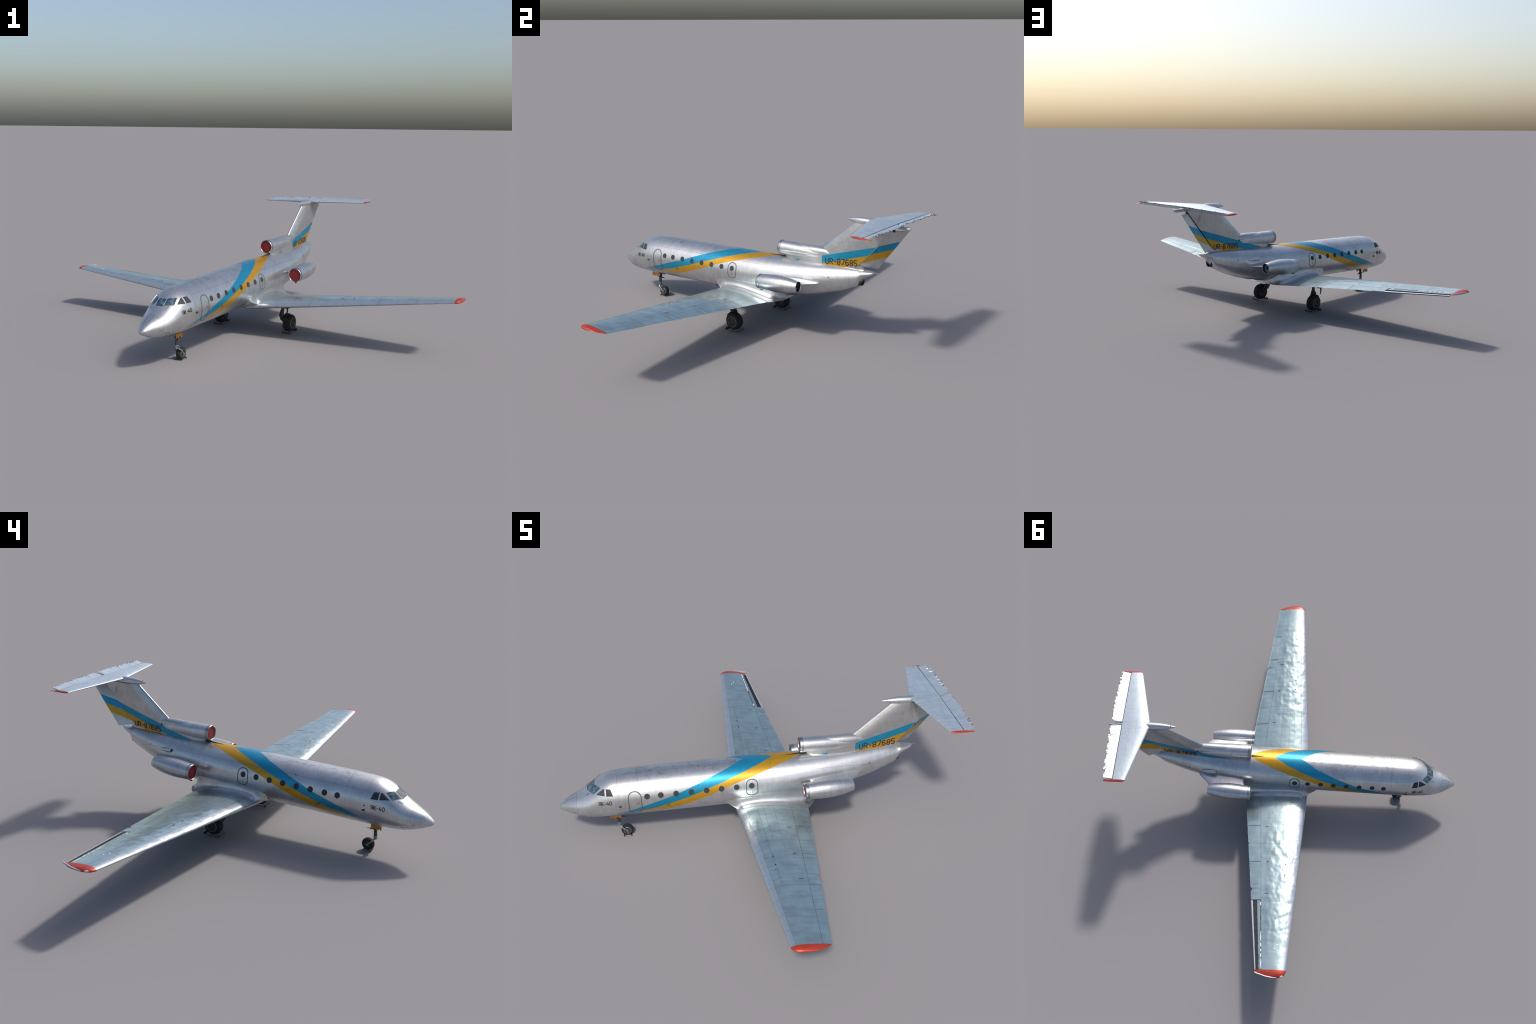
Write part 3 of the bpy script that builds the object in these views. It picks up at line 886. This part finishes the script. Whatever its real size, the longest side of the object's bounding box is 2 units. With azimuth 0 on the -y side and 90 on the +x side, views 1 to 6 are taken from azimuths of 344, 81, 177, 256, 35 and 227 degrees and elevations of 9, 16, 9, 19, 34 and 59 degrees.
def s_le(y): return 1.1660 + .2600 * max(0, y - .012), .3815 - .0280 * y
S_H = 1.3300
def build_tailplane():
    # one stabiliser from tip to tip
    ys = np.concatenate([np.linspace(-.376, -.02, 34), np.linspace(.02, .376, 34)])
    def sec(y, u1x, t0, s=1):
        ay = abs(y); lx, lz = s_le(ay); hz = .3715 - .010 * ay
        ch = 1.395 - lx; T = .118 - .02 * ay / .38
        us = [(k / 20) ** 1.7 for k in range(21)]
        up, lo = [], []
        for u in us:
            x = lx + (u1x - lx) * u; q = (x - lx) / ch
            zc = lz + (hz - lz) * (x - lx) / (S_H - lx)
            a, b = naca(q, T, .004)
            up.append((x, y, zc + a * ch)); lo.append((x, y, zc + b * ch))
        return up[::-1] + lo[1:]
    V, F = loft([sec(y, S_H, 0) for y in ys])
    stab = fixn(add('tailplane', V, F, M['stab'], smooth=35))
    for s in (-1, 1):
        # elevator, trailing edge up, with a tattered trailing edge
        R = []; r0 = np.random.default_rng(5 + s)
        y = .014; teeth = []
        while y < .372:
            w = r0.uniform(.004, .019); teeth.append((y, y + w, r0.uniform(-.0080, .0042))); y += w
        for ay in np.linspace(.014, .3705, 240):
            hz = .3715 - .010 * ay
            tx = 1.3965 - .012 * (ay / .37) ** 1.5; tz = .3872 - .005 * ay / .37
            for a, b, d in teeth:
                if a <= ay < b:
                    tx += d + .003 * ((ay - a) / (b - a) - .5)
            if ay < .026: tx -= (.026 - ay) * .9
            tx += ragged(ay, s, .0028, 12); x0 = S_H + .0048; r = []
            for k in range(7):
                u = k / 6; r.append((x0 + (tx - x0) * u, s * ay, hz + .0052 * (1 - u) + (tz - hz) * u ** 1.15 + .0008))
            for k in range(6, -1, -1):
                u = k / 6; r.append((x0 + (tx - x0) * u, s * ay, hz - .0075 * (1 - u) + (tz - hz) * u ** 1.15 - .0008))
            R.append(r)
        V, F = loft(R)
        fixn(add('elevator', V, F, M['stab'], stab, smooth=35))
        # dark tube laid in the hinge gap
        V, F = tube((S_H + .003, s * .016, .3690), (S_H + .003, s * .368, .3660), .0035)
        add('elevator_gap_dark_tube', V, F, M['dark'], stab)
        # loose scraps along the edge
        parts = []
        for k in range(26):
            yy = r0.uniform(.03, .365); sc = r0.uniform(.002, .005)
            rot = Matrix.Rotation(r0.uniform(0, 3), 3, 'X') @ Matrix.Rotation(r0.uniform(0, 3), 3, 'Z')
            parts.append(box((1.3905 + r0.uniform(-.004, .007) - .010 * (yy / .37) ** 1.5, s * yy, .3855 + r0.uniform(-.003, .002) - .004 * yy / .37), (sc * 1.4, sc, .0012), rot))
        V, F = join(*parts); add('edge_scraps', V, F, M['dark'], stab, smooth=0, kind='stuff')
        # red tip
        R = []
        for ay, a, b, k in ((.3765, 1.2625, 1.381, 1), (.381, 1.2650, 1.3845, .9), (.385, 1.2700, 1.388, .65), (.388, 1.280, 1.386, .3), (.389, 1.300, 1.37, .05)):
            r = []; N = 14; us = [(1 - math.cos(math.pi * i / N)) / 2 for i in range(N + 1)]
            for up, seq in ((0, us[::-1]), (1, us[1:-1])):
                for u in seq:
                    r.append((a + (b - a) * u, s * ay, .3708 - .004 * u + naca(u, .10, .004)[up] * .115 * k + .001 * mnoise.noise((u * 14, ay * 80, s))))
            R.append(r)
        V, F = loft(R)
        fixn(add('tailplane_tip_cap', V, F, M['red'], stab, smooth=45))
    # bullet fairing on top of the fin
    R = []
    for x, r, zc, kz in ((1.0106, .0006, .3745, 1), (1.016, .0032, .3745, 1), (1.03, .0072, .3742, 1), (1.05, .0118, .3735, 1), (1.075, .0168, .3728, 1), (1.105, .0202, .3720, 1), (1.14, .0225, .3716, .95), (1.18, .0235, .3710, .85), (1.25, .022, .3685, .75), (1.32, .0165, .3650, .70), (1.37, .0135, .3590, .80), (1.395, .0115, .3570, .9), (1.408, .0085, .3575, .95), (1.415, .0030, .3600, 1.0)):
        R.append([(x, r * math.cos(t), zc + r * kz * math.sin(t)) for t in np.linspace(0, 2 * math.pi, 28, endpoint=False)])
    V, F = loft(R)
    fixn(add('bullet_fairing', V, F, M['alu'], smooth=50))
    V, F = lathe([(0, .0036), (.003, .0034), (.0055, .0022), (.0065, .0003)], (1.042, 0, .3815), (0, 0, 1), 14, True, True)
    add('beacon_lamp', V, F, M['red'])
    return stab

# ---------------------------------------------------------------- engines
def build_engines():
    # centre engine intake, above the cabin roof
    def intake(name, prof, c, d, ob_mat, cover_r, lip_r):
        V, F = lathe(prof, c, d, 56, False, True)
        nac = fixn(add(name, V, F, ob_mat, smooth=50))
        R = lip_r
        lp = [(.020, R + .0006), (.010, R + .0006), (.004, R - .0002), (.001, R - .0016), (0, R - .0030), (.001, R - .0042), (.006, R - .0052), (.022, R - .0054)]
        V, F = lathe(lp, c, d, 56)
        add('intake_lip', V, F, M['lip'], nac, smooth=60)
        pr = [(.0045, .0002), (.0040, cover_r * .35), (.0052, cover_r * .7), (.0068, cover_r), (.022, cover_r)]
        V, F = lathe(pr, c, d, 40, True)
        add('intake_cover', V, F, M['cover'], nac, smooth=60)
        return nac
    nac = intake('centre_nacelle', [(.002, .0400), (.010, .0421), (.03, .0425), (.12, .0420), (.20, .0395), (.28, .0325), (.34, .022), (.40, .008)], (.5625, .0008, .1505), (1, 0, -.02), M['alu'], .0375, .0425)
    # boundary-layer splitter on the roof ahead of the pylon
    V, F = loft([[(x, w * k, z) for k in (-1, 1)] + [(x, w * k, .085) for k in (1, -1)] for x, w, z in ((.485, .001, .0965), (.53, .0030, .0985), (.60, .0055, .1040), (.66, .012, .1120))])
    fixn(add('intake_splitter', V, F, M['dark']))
    for s in (-1, 1):
        c0 = Vector((.5540, s * .2060, -.0165)); ax = Vector((.266, -s * .0095, .0062))
        prof = [(.002, .0415), (.012, .0440), (.04, .0460), (.08, .0488), (.12, .0500), (.16, .0490), (.20, .0448), (.235, .0385), (.262, .0320), (.268, .0300), (.266, .0285), (.24, .0275)]
        nac = intake('side_nacelle', prof, c0, ax, M['nac'], .0390, .0440)
        V, F = lathe([(.236, .0002), (.237, .0276), (.264, .0282)], c0, ax, 36)
        add('exhaust_pipe', V, F, M['dark'], nac)
        V, F = lathe([(.238, .010), (.262, .004), (.264, .0004)], c0, ax, 20)
        add('exhaust_cone', V, F, M['dark'], nac)
        # pylon
        R = []
        for y, xa, xb, t in ((.07, .590, .892, .0140), (.105, .592, .880, .0130), (.13, .602, .855, .0120), (.155, .594, .830, .0120), (.185, .585, .805, .0120)):
            r = []; N = 18; us = [(1 - math.cos(math.pi * i / N)) / 2 for i in range(N + 1)]
            for sg, seq in ((1, us[::-1]), (-1, us[1:-1])):
                for u in seq:
                    h = t * 1.25 * (math.sqrt(u) * (1 - u) ** .75) * 1.9
                    r.append((xa + (xb - xa) * u, s * y, -.0085 + .004 * u + sg * min(h, t)))
            R.append(r)
        V, F = loft(R)
        fixn(add('engine_pylon', V, F, M['nac'], smooth=50))
        V, F = lathe([(0, .001), (.004, .004), (.016, .004), (.02, .001)], c0 + Vector((.004, 0, -.047)), (1, 0, -.15), 10, True, True)
        add('drain_mast', V, F, M['dark'], nac)
    # tail exhaust of the centre engine
    p, d = (1.045, 0, .0195), (1, 0, .05)
    V, F = lathe([(0, .030), (.045, .0275), (.072, .0240), (.080, .0225), (.080, .0205), (.06, .0195)], p, d, 36)
    ex = add('tail_exhaust', V, F, M['dark'])
    V, F = lathe([(.062, .0002), (.062, .0200)], p, d, 30)
    add('exhaust_cover', V, F, M['cover'], ex)

def build_blister():
    p0 = onskin((.778, .105, .038)); p1 = onskin((.868, .09, .031))
    R = []
    for t, r in ((0, .0098), (.03, .0118), (.15, .0128), (.4, .0125), (.7, .0095), (.9, .0050), (1, .0008)):
        q = onskin(p0.lerp(p1, t), .003)
        R.append([(q.x, q.y + r * .95 * math.cos(a), q.z + r * math.sin(a)) for a in np.linspace(0, 2 * math.pi, 24, endpoint=False)])
    V, F = loft(R)
    b = fixn(add('air_scoop', V, F, M['alu'], smooth=50))
    q = onskin(p0, .003)
    V, F = lathe([(0, .0003), (0, .0088), (.001, .0092)], q - Vector((.0008, 0, 0)), (1, 0, 0), 20)
    add('scoop_mouth', V, F, M['dark'], b)

# ---------------------------------------------------------------- landing gear
def wheel(name, c, r, w, s, parent, ring=True):
    """axle along y; s is the side the hub faces"""
    c = Vector(c)
    prof = [(-.5, .60), (-.52, .72), (-.48, .86), (-.36, .955), (-.18, .99), (0, 1.0), (.18, .99), (.36, .955), (.48, .86), (.52, .72), (.5, .60)]
    V, F = lathe([(a * w, b * r) for a, b in prof], c, (0, 1, 0), 44)
    ty = fixn(add('tyre', V, F, M['rub'], parent, smooth=60))
    prof = [(-.44, .0), (-.44, .18), (-.36, .2), (-.34, .5), (-.47, .58), (-.5, .61), (.5, .61), (.47, .58), (.34, .5), (.36, .2), (.44, .18), (.44, .0)]
    V, F = lathe([(a * w, max(b * r, .0002)) for a, b in prof], c, (0, 1, 0), 36)
    fixn(add('wheel_rim', V, F, M['rim'], parent, smooth=40))
    V, F = lathe([(.50 * w * s, .545 * r), (.535 * w * s, .56 * r), (.535 * w * s, .605 * r), (.50 * w * s, .63 * r)], c, (0, 1, 0), 36)
    fixn(add('rim_ring', V, F, M['rimring'] if ring else M['strutl'], parent, smooth=40))

def gear_root(name, p, q, r):
    V, F = tube(p, q, r)
    return add(name, V, F, M['strut'])

def build_gear():
    # nose leg
    leg = gear_root('nose_gear_leg', (-.4385, 0, -.150), (-.4445, 0, -.246), .0070)
    wc = Vector((-.4070, 0, -.2876))
    V, F = tube((-.4435, 0, -.232), (-.4445, 0, -.252), .0100); add('knuckle', V, F, M['strutl'], leg)
    for s in (-1, 1):
        V, F = join(tube((-.4445, s * .010, -.248), (-.431, s * .0185, -.263), .0045), tube((-.431, s * .0185, -.263), wc + Vector((0, s * .0185, 0)), .0042, .0035))
        add('fork_arm', V, F, M['strutl'], leg)
        # orange bay doors
        P = [(-.486, -.160), (-.428, -.160), (-.428, -.1865), (-.441, -.1875), (-.447, -.178), (-.455, -.178), (-.460, -.1865), (-.470, -.1835), (-.475, -.176), (-.480, -.1840), (-.486, -.1835)]
        A = [(x, s * .0275, z) for x, z in P]; B = [(x, s * .0300, z) for x, z in P]
        V, F = loft([A, B]); fixn(add('gear_door', V, F, M['orange'], smooth=0))
    V, F = tube((-.4445, 0, -.236), (-.4445, -.019, -.2420), .004); add('axle_boss', V, F, M['strutl'], leg)
    V, F = join(tube((-.4400, 0, -.196), (-.412, 0, -.199), .0040), tube((-.412, 0, -.199), (-.396, 0, -.1985), .0015), tube((-.4410, -.013, -.192), (-.4410, .013, -.192), .0045), tube((-.436, 0, -.19), (-.418, 0, -.155), .0045))
    add('steering_actuator', V, F, M['strut'], leg)
    V, F = tube((-.4430, 0, -.205), (-.4440, 0, -.235), .0090); add('leg_sleeve', V, F, M['strut'], leg)
    wheel('nose_wheel', wc, .0335, .028, -1, leg, False)
    V, F = tube(wc - Vector((0, .0185, 0)), wc + Vector((0, .0185, 0)), .0065); add('axle', V, F, M['strutl'], leg)
    g = ground_z(-.407, 0)
    parts = []
    for dx in (-.021, .019):
        for s in (-1, 1):
            parts.append(tube((wc.x + dx, s * .020, g + .002), (wc.x + dx * .35, s * .018, g + .024), .0016))
        parts.append(tube((wc.x + dx, -.024, g + .0034), (wc.x + dx, .024, g + .0034), .0026))
    V, F = join(*parts); add('wheel_chock', V, F, M['dark'])
    # main legs
    for s in (-1, 1):
        wc = Vector((.3945, s * .2460, -.2805 if s < 0 else -.2755))
        yl = s * .2130
        leg = gear_root('main_gear_leg', (.3700, yl + s * .006, -.150), (.3640, yl, -.2420), .0100)
        V, F = join(tube((.3640, yl, -.236), (.3640, yl, -.254), .0115), tube((.3640, yl, -.248), (.386, yl + s * .004, -.281), .0085, .0075), tube((.386, yl + s * .004, -.281), wc, .0075))
        add('trailing_arm', V, F, M['strut'], leg)
        V, F = join(tube((.3690, yl - s * .004, -.200), (.3990, yl + s * .002, -.262), .0048), tube((.3640, yl, -.196), (.3420, yl, -.222), .0075), tube((.3420, yl, -.222), (.3600, yl, -.256), .0085))
        add('shock_strut', V, F, M['strut'], leg)
        # leg fairing door remnants hanging from the wing
        V, F = join(tube((.3480, s * .258, -.150), (.3420, s * .262, -.196), .0060, .0045), tube((.342, s * .262, -.196), (.338, s * .254, -.222), .0045, .0030), box((.352, s * .256, -.172), (.034, .030, .012)))
        add('gear_door_linkage', V, F, M['dark'], leg)
        wheel('main_wheel', wc, .0535, .0470, s, leg)
        # mudguard scrap over the tyre
        R = []
        for a in np.linspace(.5, 1.7, 12):
            cx, cz = wc.x - math.cos(a) * .0565, wc.z + math.sin(a) * .0565
            k = .0024
            R.append([(cx, wc.y - s * .022, cz), (cx, wc.y + s * .008 + .004 * math.sin(a * 9), cz), (cx, wc.y + s * .008 + .004 * math.sin(a * 9), cz + k), (cx, wc.y - s * .022, cz + k)])
        V, F = loft(R); fixn(add('brake_hose_guard', V, F, M['dark'], leg))
        g = ground_z(wc.x, wc.y) + (.008 if s < 0 else .003); parts = []
        for dx in (-.046, .044):
            parts.append(box((wc.x + dx, wc.y, g + .008), (.013, .052, .006), Matrix.Rotation(.5 if dx < 0 else -.5, 3, 'Y')))
            for k in (-1, 1):
                parts.append(tube((wc.x + dx * 1.15, wc.y + k * .027, g + .004), (wc.x + dx * .75, wc.y + k * .026, g + .026), .0018))
        for k in (-1, 1):
            parts.append(tube((wc.x - .05, wc.y + k * .027, g + .005), (wc.x + .05, wc.y + k * .027, g + .005), .0016))
        V, F = join(*parts); add('wheel_chock', V, F, M['dark'])
    # belly blade aerial
    V, F = loft([[(.044, -.0015, -.155), (.060, -.0015, -.155), (.060, .0015, -.155), (.044, .0015, -.155)], [(.050, -.0008, -.176), (.058, -.0008, -.176), (.058, .0008, -.176), (.050, .0008, -.176)]])
    fixn(add('blade_aerial', V, F, M['dark']))
    V, F = tube((1.198, 0, .0852), (1.222, 0, .0850), .0018, .0008); add('tail_probe', V, F, M['strutl'])

# ---------------------------------------------------------------- assemble
build_materials()
fus = build_fuselage()
build_skin_details(fus)
build_cockpit(fus)
for s in (-1, 1):
    build_wing(s)
build_fairing()
build_fin()
build_tailplane()
build_engines()
build_blister()
build_gear()

ROOT = bpy.data.objects.new('jet_airliner', None)
bpy.context.scene.collection.objects.link(ROOT)
ROOT['label'] = 'small silver three-engine jet airliner with blue and yellow stripes'
ROOT['category'] = 'airplane'
bpy.context.view_layer.update()
for ob, parent in PEND:
    p = parent or ROOT
    mw = ob.matrix_world.copy()
    ob.parent = p
    ob.matrix_parent_inverse = (p.matrix_world.inverted() if parent is None else FRAME.inverted())
    ob.matrix_world = mw
bpy.context.view_layer.update()
